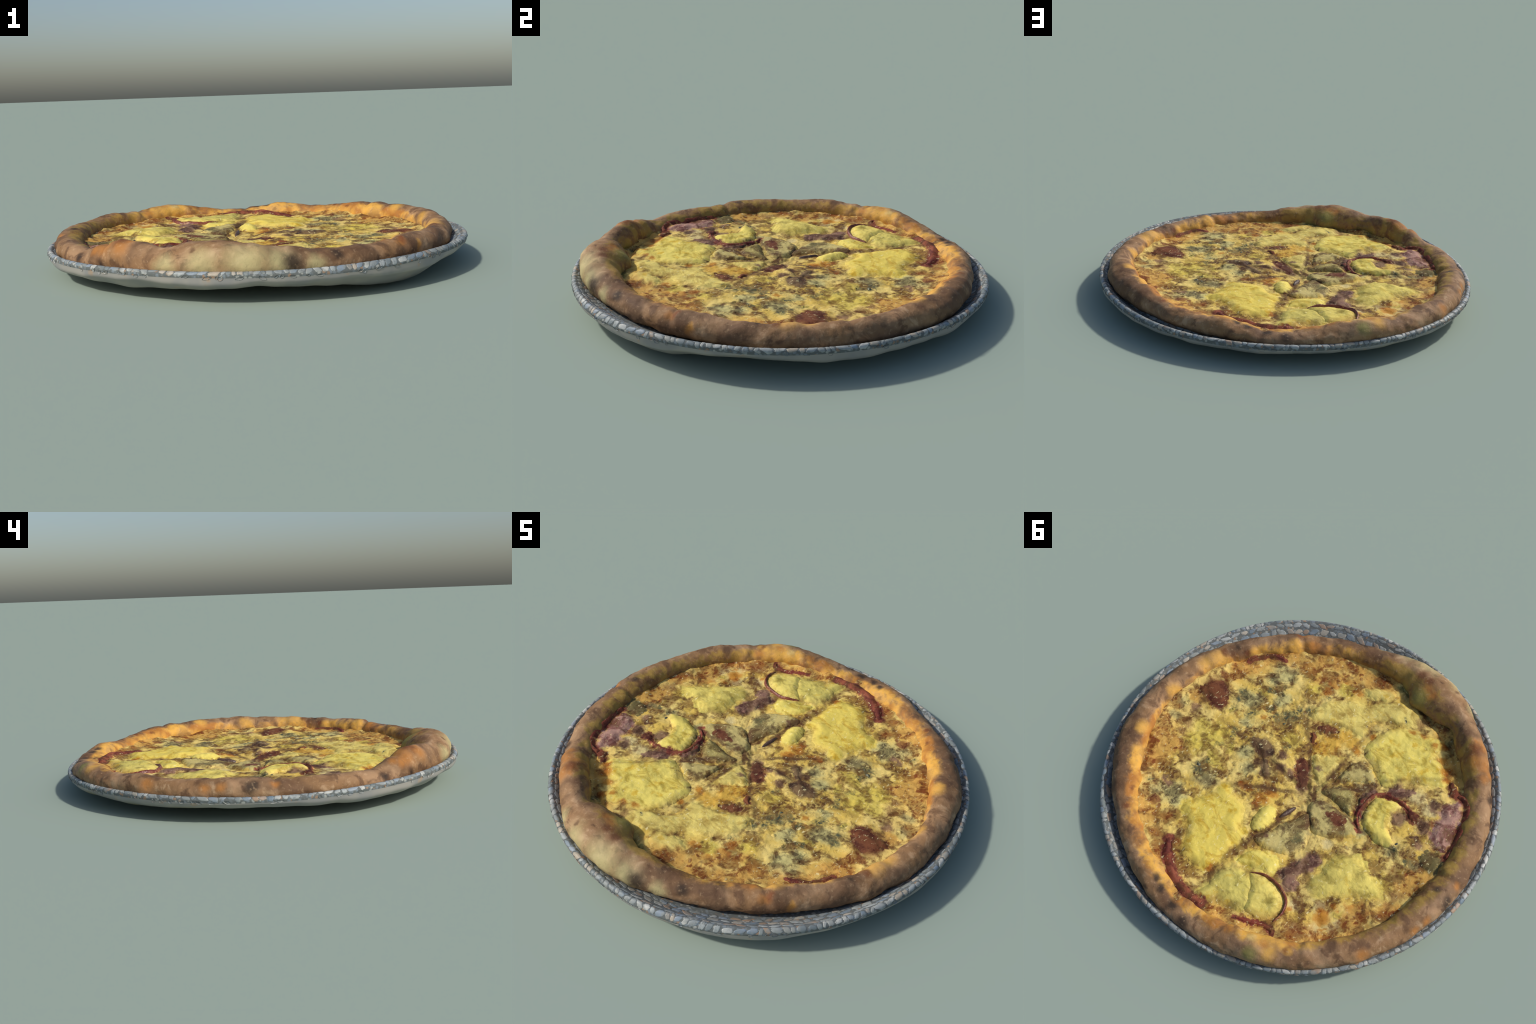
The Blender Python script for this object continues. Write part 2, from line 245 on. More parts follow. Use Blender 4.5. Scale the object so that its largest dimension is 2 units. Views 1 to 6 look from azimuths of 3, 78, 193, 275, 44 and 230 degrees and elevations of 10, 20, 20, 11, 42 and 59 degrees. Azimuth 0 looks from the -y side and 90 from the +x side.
# ------------------------------------------------------------------ flat pieces of topping
# (kind of piece, colour zone, thickness, rounding of the edge, outline)
PIECES = [
    ("sauce_pool", "red", 0.004, 0.03, [(0.762, 0.039), (0.767, -0.026), (0.729, -0.086), (0.670, -0.099), (0.603, -0.051), (0.573, -0.007), (0.583, 0.038), (0.655, 0.058), (0.732, 0.057)]),
    ("sauce_pool", "red", 0.005, 0.02, [(-0.016, 0.031), (0.043, -0.004), (0.084, -0.052), (0.074, -0.103), (0.040, -0.096), (-0.012, -0.065), (-0.058, 0.000), (-0.059, 0.036)]),
    ("sauce_pool", "red", 0.004, 0.015, [(0.148, -0.259), (0.138, -0.310), (0.066, -0.335), (0.058, -0.307), (0.091, -0.270)]),
    ("onion_piece", "red", 0.009, 0.012, [(0.148, -0.205), (0.148, -0.230), (0.112, -0.221), (0.091, -0.196), (0.106, -0.179)]),
    ("onion_piece", "red", 0.008, 0.015, [(-0.506, -0.232), (-0.493, -0.276), (-0.548, -0.287), (-0.572, -0.256), (-0.554, -0.214)]),
    ("ham_slice", "red", 0.008, 0.015, [(-0.517, -0.514), (-0.530, -0.544), (-0.585, -0.529), (-0.598, -0.484), (-0.568, -0.465)]),
    ("onion_piece", "onion", 0.007, 0.035, [(0.395, 0.044), (0.344, 0.021), (0.298, -0.030), (0.238, -0.032), (0.188, -0.000), (0.177, 0.044), (0.114, 0.076), (0.085, 0.113), (0.107, 0.146), (0.150, 0.139), (0.197, 0.085), (0.271, 0.060), (0.333, 0.066)]),
    ("onion_piece", "mauve", 0.008, 0.022, [(-0.322, 0.415), (-0.318, 0.338), (-0.335, 0.270), (-0.353, 0.240), (-0.405, 0.210), (-0.430, 0.265), (-0.405, 0.354), (-0.431, 0.385), (-0.437, 0.445), (-0.387, 0.455)]),
    ("onion_piece", "mauve", 0.007, 0.022, [(-0.290, -0.130), (-0.275, -0.185), (-0.325, -0.240), (-0.380, -0.312), (-0.450, -0.370), (-0.450, -0.310), (-0.380, -0.250), (-0.335, -0.210), (-0.325, -0.140)]),
    ("onion_piece", "onion", 0.008, 0.015, [(-0.376, -0.030), (-0.300, -0.105), (-0.285, -0.160), (-0.318, -0.180), (-0.338, -0.130), (-0.390, -0.050)]),
    ("mozzarella_slice", "pale", 0.009, 0.035, [(0.264, -0.291), (0.246, -0.414), (0.181, -0.512), (0.078, -0.575), (-0.003, -0.691), (-0.119, -0.717), (-0.157, -0.744), (-0.202, -0.684), (-0.145, -0.580), (-0.076, -0.552), (-0.042, -0.490), (-0.055, -0.382), (0.053, -0.359), (0.134, -0.310), (0.210, -0.267)]),
    ("mozzarella_slice", "pale", 0.010, 0.03, [(0.182, -0.624), (0.117, -0.678), (0.054, -0.722), (0.005, -0.699), (0.014, -0.629), (0.090, -0.587), (0.140, -0.583)]),
    ("mozzarella_slice", "bright", 0.0157, 0.045, [(-0.087, -0.363), (-0.081, -0.470), (-0.106, -0.555), (-0.171, -0.618), (-0.254, -0.662), (-0.335, -0.688), (-0.381, -0.659), (-0.373, -0.609), (-0.437, -0.579), (-0.506, -0.532), (-0.526, -0.485), (-0.481, -0.443), (-0.407, -0.376), (-0.372, -0.306), (-0.315, -0.265), (-0.254, -0.281), (-0.195, -0.308), (-0.133, -0.318)]),
    ("mozzarella_slice", "gold", 0.013, 0.06, [(0.233, 0.294), (0.160, 0.274), (0.079, 0.274), (0.020, 0.312), (-0.030, 0.366), (-0.084, 0.400), (-0.100, 0.452), (-0.098, 0.511), (-0.104, 0.581), (-0.111, 0.635), (-0.082, 0.681), (0.010, 0.715), (0.069, 0.712), (0.125, 0.647), (0.190, 0.577), (0.263, 0.561), (0.285, 0.508), (0.256, 0.412)]),
    ("cheese_slice", "green", 0.014, 0.045, [(-0.126, 0.769), (-0.129, 0.692), (-0.114, 0.600), (-0.152, 0.544), (-0.208, 0.515), (-0.254, 0.511), (-0.319, 0.560), (-0.365, 0.620), (-0.347, 0.685), (-0.277, 0.732), (-0.202, 0.777), (-0.147, 0.786)]),
    ("cheese_slice", "lime", 0.0156, 0.04, [(-0.227, 0.521), (-0.291, 0.477), (-0.358, 0.469), (-0.426, 0.485), (-0.468, 0.517), (-0.477, 0.572), (-0.455, 0.628), (-0.402, 0.657), (-0.338, 0.651), (-0.287, 0.582)]),
    ("cheese_slice", "bright", 0.010, 0.03, [(-0.132, 0.528), (-0.129, 0.448), (-0.189, 0.388), (-0.255, 0.363), (-0.297, 0.371), (-0.306, 0.391), (-0.315, 0.443), (-0.281, 0.468), (-0.205, 0.512), (-0.141, 0.535)]),
    ("cheese_slice", "lime", 0.013, 0.05, [(-0.417, 0.184), (-0.468, 0.099), (-0.520, 0.068), (-0.594, 0.082), (-0.663, 0.092), (-0.740, 0.133), (-0.698, 0.206), (-0.638, 0.261), (-0.612, 0.303), (-0.560, 0.361), (-0.483, 0.395), (-0.439, 0.378), (-0.428, 0.323), (-0.428, 0.268)]),
    ("cheese_slice", "bright", 0.018, 0.03, [(-0.366, -0.075), (-0.340, -0.142), (-0.340, -0.209), (-0.379, -0.238), (-0.459, -0.261), (-0.478, -0.197), (-0.486, -0.141), (-0.540, -0.103), (-0.600, -0.080), (-0.645, -0.080), (-0.570, -0.040), (-0.517, -0.018), (-0.439, -0.030), (-0.391, -0.045)]),
    ("cheese_slice", "olive", 0.017, 0.03, [(-0.124, -0.029), (-0.152, -0.105), (-0.196, -0.148), (-0.258, -0.149), (-0.310, -0.087), (-0.325, -0.037), (-0.261, -0.032), (-0.183, -0.034)]),
    ("cheese_slice", "grey", 0.015, 0.025, [(-0.138, 0.061), (-0.143, 0.018), (-0.182, -0.018), (-0.265, -0.029), (-0.341, -0.033), (-0.396, -0.022), (-0.428, 0.014), (-0.390, 0.071), (-0.335, 0.125), (-0.263, 0.156), (-0.187, 0.117)]),
    ("ham_slice", "ham", 0.0150, 0.05, [(-0.584, -0.386), (-0.593, -0.433), (-0.620, -0.485), (-0.667, -0.479), (-0.711, -0.418), (-0.737, -0.346), (-0.772, -0.266), (-0.769, -0.214), (-0.716, -0.197), (-0.665, -0.202), (-0.631, -0.286), (-0.608, -0.347)]),
    ("herb_leaf", "herb", 0.008, 0.035, [(-0.690, -0.121), (-0.700, -0.180), (-0.756, -0.200), (-0.814, -0.178), (-0.828, -0.127), (-0.800, -0.100), (-0.754, -0.085)]),
    ("sauce_pool", "red", 0.016, 0.02, [(-0.235, 0.030), (-0.270, -0.010), (-0.330, -0.005), (-0.345, 0.035), (-0.320, 0.065), (-0.270, 0.070)]),
    ("cheese_slice", "pale", 0.009, 0.03, [(0.002, -0.073), (0.053, -0.143), (-0.005, -0.199), (-0.066, -0.259), (-0.093, -0.203), (-0.111, -0.083), (-0.083, -0.037)]),
    ("cheese_slice", "grey", 0.012, 0.025, [(-0.131, -0.113), (-0.116, -0.236), (-0.143, -0.297), (-0.219, -0.297), (-0.286, -0.256), (-0.236, -0.207), (-0.170, -0.149)]),
    ("cheese_slice", "bright", 0.020, 0.04, [(-0.023, 0.337), (-0.003, 0.264), (-0.023, 0.212), (-0.067, 0.193), (-0.092, 0.231), (-0.113, 0.295), (-0.100, 0.352), (-0.060, 0.368)]),
    ("cheese_slice", "grey", 0.015, 0.028, [(-0.095, 0.387), (-0.123, 0.298), (-0.128, 0.235), (-0.150, 0.174), (-0.176, 0.093), (-0.254, 0.152), (-0.294, 0.200), (-0.301, 0.263), (-0.262, 0.341), (-0.164, 0.395)]),
]
BANDS = [("ham_slice", "hamred", 0.060, 0.012, [(0.165, 0.690), (0.110, 0.745), (0.060, 0.762), (-0.004, 0.790), (-0.074, 0.803), (-0.140, 0.801), (-0.206, 0.788)]),
         ("ham_slice", "hamred", 0.050, 0.016, [(-0.600, -0.500), (-0.662, -0.500), (-0.722, -0.430), (-0.755, -0.350), (-0.785, -0.270), (-0.79, -0.20)]),
         ("onion_piece", "hamred", 0.036, 0.014, [(-0.405, -0.015), (-0.345, -0.065), (-0.326, -0.143), (-0.332, -0.212), (-0.379, -0.247), (-0.449, -0.270), (-0.510, -0.265)]),
         ("onion_piece", "hamred", 0.028, 0.008, [(-0.353, 0.711), (-0.407, 0.683), (-0.460, 0.649), (-0.515, 0.632), (-0.531, 0.651)]),
         ("ham_slice", "hamred", 0.032, 0.008, [(0.710, -0.280), (0.690, -0.339), (0.649, -0.395), (0.589, -0.430)])]
EDGE_BROWN = [(-0.41, -0.60, 0.03), (-0.46, -0.56, 0.04), (-0.36, -0.66, 0.03), (-0.50, -0.52, 0.025), (-0.33, -0.62, 0.02), (-0.25, -0.63, 0.025),
              (-0.085, 0.645, 0.020), (-0.20, -0.60, 0.018), (-0.08, -0.44, 0.02), (-0.615, 0.42, 0.03)]

# ------------------------------------------------------------------ materials
def cover(outline, n=7, shrink=0.92):
    """circles that together fill an outline: the largest one first, then what it leaves"""
    poly = closed_spline(outline, 60)
    lo, hi = poly.min(0), poly.max(0)
    gx, gy = np.meshgrid(np.linspace(lo[0], hi[0], 34), np.linspace(lo[1], hi[1], 34))
    pts = np.stack([gx.ravel(), gy.ravel()], 1)
    pts = pts[inside(poly, pts)]
    d = edge_distance(poly, pts)
    left, out = np.ones(len(pts), bool), []
    for _ in range(n):
        if not left.any():
            break
        i = np.argmax(np.where(left, d, 0))
        r = d[i]
        if r < 0.008:
            break
        out.append((float(pts[i, 0]), float(pts[i, 1]), float(r * shrink)))
        left &= np.linalg.norm(pts - pts[i], axis=1) > r * 0.95
    return out

def ridges(N, scale, width, vector=None, distort=0.9, detail=2.0):
    """thin winding strands: where a noise field crosses its middle value"""
    n = N.noise(scale, detail, 0.5, vector, distort).outputs[0]
    return N.fit(N.math("ABSOLUTE", N.math("SUBTRACT", n, 0.5)), width, width * 0.15)

def topping_material():
    """one continuous melt: each zone has a colour that lies under and one for the strands and curds on top"""
    N = Nodes("melted_topping", 0.65, 0.12)
    flat = N.vec("MULTIPLY", N.pos, (1, 1, 0)).outputs[0]
    def warped(scale, amount, shift):
        w = N.noise(scale, 4, 0.65, N.vec("ADD", N.pos, (shift, shift * 0.7, 0)).outputs[0]).outputs["Color"]
        w = N.vec("MULTIPLY", N.vec("SUBTRACT", w, (0.5, 0.5, 0.5)).outputs[0], (amount, amount, 0)).outputs[0]
        return N.vec("ADD", flat, w).outputs[0]
    loose, tight = warped(15.0, 0.11, 0.0), warped(17.0, 0.075, 4.0)
    n1 = N.noise(7.0, 3).outputs[0]
    n2 = N.noise(18.0, 4, 0.6, N.vec("ADD", N.pos, (2.0, 1.0, 0.5)).outputs[0]).outputs[0]
    n3 = N.noise(46.0, 4, 0.65, distort=0.8).outputs[0]
    under = N.mix(N.fit(n2, 0.40, 0.60), srgb(92, 62, 34), srgb(122, 88, 44))
    over = N.mix(N.fit(n1, 0.38, 0.62), srgb(220, 194, 114), srgb(206, 174, 84))
    #          mask                          under            over          amount  warp
    zones = [("beige", None, (118, 92, 60), (204, 186, 130), 0.85, loose),
             ("ochre", None, (150, 102, 34), (196, 154, 62), 0.9, loose),
             ("yellow", None, (132, 106, 46), (196, 176, 78), 0.8, loose),
             ("greygreen", None, (84, 76, 52), (186, 176, 116), 0.9, loose),
             ("lime", LIME, (160, 142, 66), (218, 200, 104), 0.9, tight),
             ("green", GREEN, (142, 128, 62), (202, 188, 98), 0.9, tight),
             ("pale", PALE, (164, 138, 66), (222, 202, 112), 0.9, tight),
             ("grey", GREY, (96, 80, 52), (178, 164, 106), 0.85, tight),
             ("gutter", None, (80, 78, 44), (142, 138, 82), 0.9, tight),
             ("olive", OLIVE, (108, 94, 54), (168, 154, 94), 0.9, tight),
             ("bright", BRIGHT, (184, 160, 66), (220, 202, 102), 0.95, tight),
             ("gold", GOLDEN, (186, 152, 54), (216, 194, 90), 0.95, tight),
             ("orange", None, (132, 74, 26), (178, 120, 46), 0.85, loose),
             ("brown", None, (92, 62, 34), (140, 106, 66), 0.8, loose),
             ("violet", None, (66, 44, 36), (124, 92, 74), 0.9, loose),
             ("mauve", MAUVE, (78, 50, 44), (128, 96, 82), 0.92, tight),
             ("onion", ONION, (58, 42, 34), (96, 74, 58), 0.92, tight),
             ("sauce", None, (78, 38, 28), (120, 72, 46), 0.9, tight),
             ("ham", HAM, (112, 70, 64), (170, 130, 118), 0.95, tight),
             ("hamred", HAMRED, (82, 36, 34), (124, 58, 48), 0.95, tight),
             ("herb", HERB, (46, 40, 30), (92, 84, 56), 0.92, tight),
             ("red", RED, (74, 36, 30), (104, 54, 40), 0.95, tight)]
    for name, marks, u, o, amount, pos in zones:
        m = marks if marks is not None else TOPPING_MARKS[name]
        f = N.math("MULTIPLY", N.spots(pos, m, 0.35 if pos is loose else 0.6, 1.25 if pos is loose else 1.15), amount)
        under, over = N.mix(f, under, srgb(*u)), N.mix(f, over, srgb(*o))
    # near the crust the cheese is thin, oily and browned
    ring = N.vec("DISTANCE", loose, (-0.042, 0.024, 0)).outputs["Value"]
    meat = N.fit(N.spots(tight, RED + HAMRED + HAM + HERB, 0.6, 1.15), 0.0, 1.0, 1.0, 0.0)
    ring = N.math("MULTIPLY", N.math("MULTIPLY", N.fit(ring, 0.66, 0.79), meat), N.fit(n1, 0.40, 0.60, 0.15, 0.9))
    under, over = N.mix(ring, under, srgb(122, 64, 28)), N.mix(ring, over, srgb(196, 148, 76))
    toast = N.math("MULTIPLY", N.spots(loose, TOPPING_MARKS["toast"], 0.4, 1.9), meat)
    stain = N.spots(tight, EDGE_BROWN, 0.3, 1.3)
    f = N.math("MULTIPLY", toast, 0.9)
    under, over = N.mix(f, under, srgb(112, 62, 28)), N.mix(f, over, srgb(188, 144, 72))
    f = N.math("MULTIPLY", stain, 0.9)
    under, over = N.mix(f, under, srgb(140, 78, 26)), N.mix(f, over, srgb(176, 120, 44))
    # curds, strands and pits
    smoothz = N.math("MAXIMUM", N.spots(tight, BRIGHT + GOLDEN, 0.6, 1.1), N.math("MULTIPLY", N.spots(tight, PALE + LIME + GREEN, 0.6, 1.1), 0.75))
    s1 = ridges(N, 13.0, 0.07, distort=0.6)
    s2 = ridges(N, 27.0, 0.08, N.scale(N.pos, 1, 0.7, 1, 0.7), 0.5)
    blot = N.noise(12.5, 6, 0.6, N.vec("ADD", N.pos, (5.0, 1.0, 0.5)).outputs[0], 0.35).outputs[0]
    lace = N.math("ADD", N.fit(blot, 0.42, 0.58), N.math("MULTIPLY", N.math("MAXIMUM", s1, s2), 0.30))
    lace = N.math("MULTIPLY", lace, N.fit(n3, 0.28, 0.48, 0.55, 1.0))
    calm = N.fit(N.noise(11.0, 5, 0.6, N.scale(N.pos, 1.0, 1.8, 1, 2.1), 0.6).outputs[0], 0.34, 0.54)
    blend = N.new("ShaderNodeMix", (smoothz,), data_type="FLOAT")
    N.put(blend.inputs[2], lace); N.put(blend.inputs[3], calm)
    lace = N.math("MINIMUM", blend.outputs[0], 1.0)
    c = N.mix(lace, under, over)
    # hollows between the curds where little cheese is left
    hollow = N.fit(N.noise(9.5, 5, 0.6, N.vec("ADD", N.pos, (8.0, 3.0, 1.0)).outputs[0], 0.6).outputs[0], 0.52, 0.64)
    hollow = N.math("MULTIPLY", hollow, N.fit(smoothz, 0.1, 0.6, 0.6, 0.08))
    c = N.mix(N.math("MULTIPLY", hollow, N.fit(blot, 0.62, 0.46, 0.15, 1.0)), c, srgb(92, 66, 38))
    # dark juice in the creases left by the slicing wheel, strongest at the crossing
    rel = N.vec("SUBTRACT", warped(6.5, 0.12, 7.0), (CUT_CENTRE[0], CUT_CENTRE[1], 0)).outputs[0]
    away = N.vec("LENGTH", rel).outputs["Value"]
    crease = None
    for cut in CUT_ANGLES:
        u = (math.cos(math.radians(cut)), math.sin(math.radians(cut)))
        across = N.math("ABSOLUTE", N.vec("DOT_PRODUCT", rel, (-u[1], u[0], 0)).outputs["Value"])
        ahead = N.vec("DOT_PRODUCT", rel, (u[0], u[1], 0)).outputs["Value"]
        f = N.math("MULTIPLY", N.fit(across, 0.022, 0.004), N.math("GREATER_THAN", ahead, 0.0))
        crease = f if crease is None else N.math("MAXIMUM", crease, f)
    crease = N.math("MULTIPLY", crease, N.math("MULTIPLY", N.fit(away, 0.18, 0.75, 1.0, 0.25), N.fit(n1, 0.40, 0.58, 0.45, 1.0)))
    star = N.math("MULTIPLY", N.fit(away, 0.20, 0.02), N.fit(blot, 0.64, 0.44))
    c = N.mix(N.math("MAXIMUM", N.math("MULTIPLY", crease, 0.8), N.math("MULTIPLY", star, 0.75)), c, srgb(78, 52, 38))
    # blistered, toasted bubbles
    blister = N.new("ShaderNodeTexVoronoi", {"Vector": tight, "Scale": 34.0}).outputs[0]
    f = N.math("MULTIPLY", toast, N.math("MULTIPLY", N.fit(blister, 0.46, 0.2), N.fit(n2, 0.36, 0.56, 0.2, 0.9)))
    c = N.mix(f, c, srgb(110, 54, 26))
    # blue mould in the crumbs
    mould = N.spots(loose, TOPPING_MARKS["bluegreen"], 0.3, 1.35)
    c = N.mix(N.math("MULTIPLY", mould, N.fit(n3, 0.38, 0.58, 0.25, 0.9)), c, srgb(86, 88, 60))
    c = N.mix(N.math("MULTIPLY", N.spots(loose, TOPPING_MARKS["bluegreen"], 0.1, 0.9), N.fit(n3, 0.52, 0.62, 0, 0.85)), c, srgb(62, 66, 58))
    # ochre droplets of oil on the smooth cheese, white glints painted everywhere as pale flecks
    c = N.mix(N.math("MULTIPLY", smoothz, N.fit(n2, 0.58, 0.68, 0, 0.6)), c, srgb(192, 152, 34))
    fleck = N.noise(80.0, 3, 0.55, N.scale(N.pos, 1, 0.65, 1, 1.3), 0.6).outputs[0]
    c = N.mix(N.math("MULTIPLY", N.fit(fleck, 0.60, 0.72, 0, 0.6), N.fit(n1, 0.38, 0.6, 0.3, 1.0)), c, srgb(238, 222, 166))
    pit = N.noise(38.0, 3, 0.6, N.vec("ADD", N.pos, (0.7, 3.0, 1.0)).outputs[0], 0.6).outputs[0]
    c = N.mix(N.math("MULTIPLY", N.fit(pit, 0.34, 0.27, 0, 0.6), N.fit(smoothz, 0, 1, 1, 0.35)), c, srgb(84, 60, 34))
    N.put(N.bsdf.inputs["Roughness"], N.fit(n2, 0.3, 0.7, 0.58, 0.78))
    N.bump(N.math("ADD", N.math("MULTIPLY", lace, 0.35), n3), 0.32, 0.008)
    return N.done(c)

def meat_material(name, main, second, pale, pale_amount=0.6, rough=0.4):
    N = Nodes(name, rough, 0.45)
    a, b = N.noise(12.0, 4, 0.6, distort=0.8).outputs[0], N.noise(26.0, 4, 0.6).outputs[0]
    c = N.mix(N.fit(a, 0.38, 0.62), srgb(*main), srgb(*second))
    c = N.mix(N.fit(b, 0.54, 0.68, 0, pale_amount), c, srgb(*pale))
    fleck = N.noise(80.0, 2, 0.5).outputs[0]
    c = N.mix(N.fit(fleck, 0.68, 0.76, 0, 0.4), c, srgb(214, 186, 150))
    N.bump(N.noise(45.0, 4, 0.6, distort=0.5).outputs[0], 0.45, 0.01)
    return N.done(c)

def crust_material():
    N = Nodes("baked_crust", 0.7, 0.2)
    wob = N.vec("MULTIPLY", N.vec("SUBTRACT", N.noise(20.0, 4, 0.6).outputs["Color"], (0.5, 0.5, 0.5)).outputs[0], (0.045, 0.045, 0.045)).outputs[0]
    p = N.vec("ADD", N.pos, wob).outputs[0]
    n1, n2, n3 = N.noise(5.0, 4, 0.6).outputs[0], N.noise(13.0, 4, 0.62, distort=0.5).outputs[0], N.noise(60.0, 4, 0.6).outputs[0]
    c = N.mix(N.fit(n1, 0.38, 0.60), srgb(156, 124, 92), srgb(134, 102, 70))
    c = N.mix(N.fit(n2, 0.51, 0.66, 0, 0.85), c, srgb(98, 72, 52))
    c = N.mix(N.fit(n2, 0.46, 0.30, 0, 0.75), c, srgb(180, 150, 116))
    broad = N.noise(3.6, 3, 0.5, N.vec("ADD", N.pos, (4.0, 2.0, 1.0)).outputs[0], 0.4).outputs[0]
    c = N.mix(N.fit(broad, 0.50, 0.64, 0, 0.75), c, srgb(92, 68, 50))
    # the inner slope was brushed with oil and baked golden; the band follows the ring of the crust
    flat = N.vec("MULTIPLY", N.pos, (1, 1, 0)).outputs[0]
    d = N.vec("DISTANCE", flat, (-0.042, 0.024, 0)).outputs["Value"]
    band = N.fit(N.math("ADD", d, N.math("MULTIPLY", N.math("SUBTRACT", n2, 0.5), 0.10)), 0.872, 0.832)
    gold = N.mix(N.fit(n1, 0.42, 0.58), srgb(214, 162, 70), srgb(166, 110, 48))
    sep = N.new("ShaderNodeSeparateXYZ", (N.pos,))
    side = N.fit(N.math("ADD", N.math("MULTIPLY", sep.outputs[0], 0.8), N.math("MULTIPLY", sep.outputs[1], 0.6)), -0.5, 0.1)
    gold = N.mix(side, N.mix(N.fit(n2, 0.42, 0.6), srgb(150, 122, 58), srgb(120, 86, 40)), gold)  # shaded -x-y slope darkened to olive, sun-facing +x+y slope kept bright gold
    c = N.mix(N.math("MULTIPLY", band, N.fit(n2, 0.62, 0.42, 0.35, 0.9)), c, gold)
    col = {"flour": (srgb(186, 176, 126), 0.75, 0.0, 1.35), "olive": (srgb(128, 126, 66), 0.7, 0.3, 1.4), "gold": (srgb(212, 162, 74), 0.75, 0.1, 1.45),
           "orange": (srgb(170, 112, 52), 0.7, 0.1, 1.5), "redbrown": (srgb(104, 60, 36), 0.8, 0.25, 1.3),
           "brown": (srgb(94, 68, 48), 0.75, 0.25, 1.3), "char": (srgb(58, 47, 39), 0.92, 0.2, 1.6)}
    for k, (rgb, a, s, g) in col.items():
        c = N.mix(N.math("MULTIPLY", N.spots(p, CRUST_MARKS[k], s, g), a), c, rgb)
    c = N.mix(N.fit(n3, 0.55, 0.75, 0, 0.35), c, srgb(190, 160, 122))
    c = N.mix(N.fit(n3, 0.42, 0.26, 0, 0.25), c, srgb(96, 70, 48))
    N.bump(N.noise(55.0, 5, 0.6).outputs[0], 0.3, 0.008)
    return N.done(c)

def plate_material():
    N = Nodes("grey_glazed_plate", 0.5, 0.35)
    n1, n2 = N.noise(5.0, 3).outputs[0], N.noise(13.0, 3).outputs[0]
    c = N.mix(N.fit(n1, 0.38, 0.62), srgb(150, 146, 138), srgb(132, 132, 130))
    c = N.mix(N.fit(n2, 0.62, 0.74, 0, 0.6), c, srgb(168, 138, 106))
    # greenish-yellow patch low on the far left side of the foot
    f = N.spots(N.vec("ADD", N.pos, N.vec("MULTIPLY", N.vec("SUBTRACT", N.noise(9.0).outputs["Color"], (0.5, 0.5, 0.5)).outputs[0], (0.15, 0.15, 0.03)).outputs[0]).outputs[0],
                [(-0.62, 0.66, 0.0, 0.12), (-0.78, 0.45, 0.0, 0.12), (-0.86, 0.22, 0.0, 0.12), (-0.88, 0.0, 0.0, 0.1)], 0.3, 1.1)
    c = N.mix(N.math("MULTIPLY", f, 0.8), c, srgb(118, 112, 48))
    return N.done(c)

def grout_material():
    N = Nodes("dark_grout", 0.8, 0.2)
    v = N.new("ShaderNodeTexVoronoi", {"Vector": N.vec("ADD", N.pos, N.vec("MULTIPLY", N.noise(30.0).outputs["Color"], (0.02, 0.02, 0.02)).outputs[0]).outputs[0], "Scale": 62.0})
    pick = N.new("ShaderNodeSeparateColor", (v.outputs["Color"],)).outputs[0]
    c = N.mix(N.fit(pick, 0.0, 0.4), srgb(104, 110, 110), srgb(118, 126, 130))
    c = N.mix(N.fit(pick, 0.62, 0.66), c, srgb(150, 152, 146))
    c = N.mix(N.fit(pick, 0.84, 0.88), c, srgb(140, 118, 98))
    c = N.mix(N.fit(v.outputs["Distance"], 0.3, 0.6), c, srgb(96, 100, 98))
    return N.done(c)

def pebble_material(name, rgb, rgb2):
    N = Nodes(name, 0.5, 0.35)
    info = N.new("ShaderNodeObjectInfo").outputs["Random"]
    a = N.noise(22.0, 3).outputs[0]
    c = N.mix(N.fit(a, 0.38, 0.62), srgb(*rgb), srgb(*rgb2))
    c = N.mix(N.math("MULTIPLY", info, 0.25), c, srgb(180, 182, 178))
    blend = N.noise(14.0, 3, 0.6, N.vec("ADD", N.pos, (1.0, 2.0, 3.0)).outputs[0]).outputs[0]
    c = N.mix(N.fit(blend, 0.46, 0.60, 0, 0.8), c, srgb(132, 136, 132))
    c = N.mix(N.fit(N.noise(40.0, 4, 0.65).outputs[0], 0.55, 0.7, 0, 0.5), c, srgb(86, 92, 92))
    N.bump(N.noise(70.0, 3).outputs[0], 0.15, 0.005)
    return N.done(c)

LIME, GREEN, PALE, GREY, OLIVE, BRIGHT, GOLDEN, MAUVE, ONION, RED, HAM, HERB = (
    [c for _, zone, _, _, o in PIECES if zone == z for c in cover(o, 7, 1.15 if z in ("mauve", "onion", "red") else 1.04)]
    for z in ("lime", "green", "pale", "grey", "olive", "bright", "gold", "mauve", "onion", "red", "ham", "herb"))
HAMRED = [(float(p[0]), float(p[1]), width * 0.62) for _, _, width, _, spine in BANDS for p in open_spline(spine, 13)]
topping = topping_material()

# ------------------------------------------------------------------ the plate
def empty(name, label, category):
    e = bpy.data.objects.new(name, None)
    e.empty_display_size = 0.2
    bpy.context.scene.collection.objects.link(e)
    e["label"], e["category"] = label, category
    return e

plate = empty("plate", "shallow round grey plate with pebble-set rim and well", "dinner plate")
pizza = empty("pizza", "whole baked pizza with puffy charred crust, melted cheese and ham", "pizza")

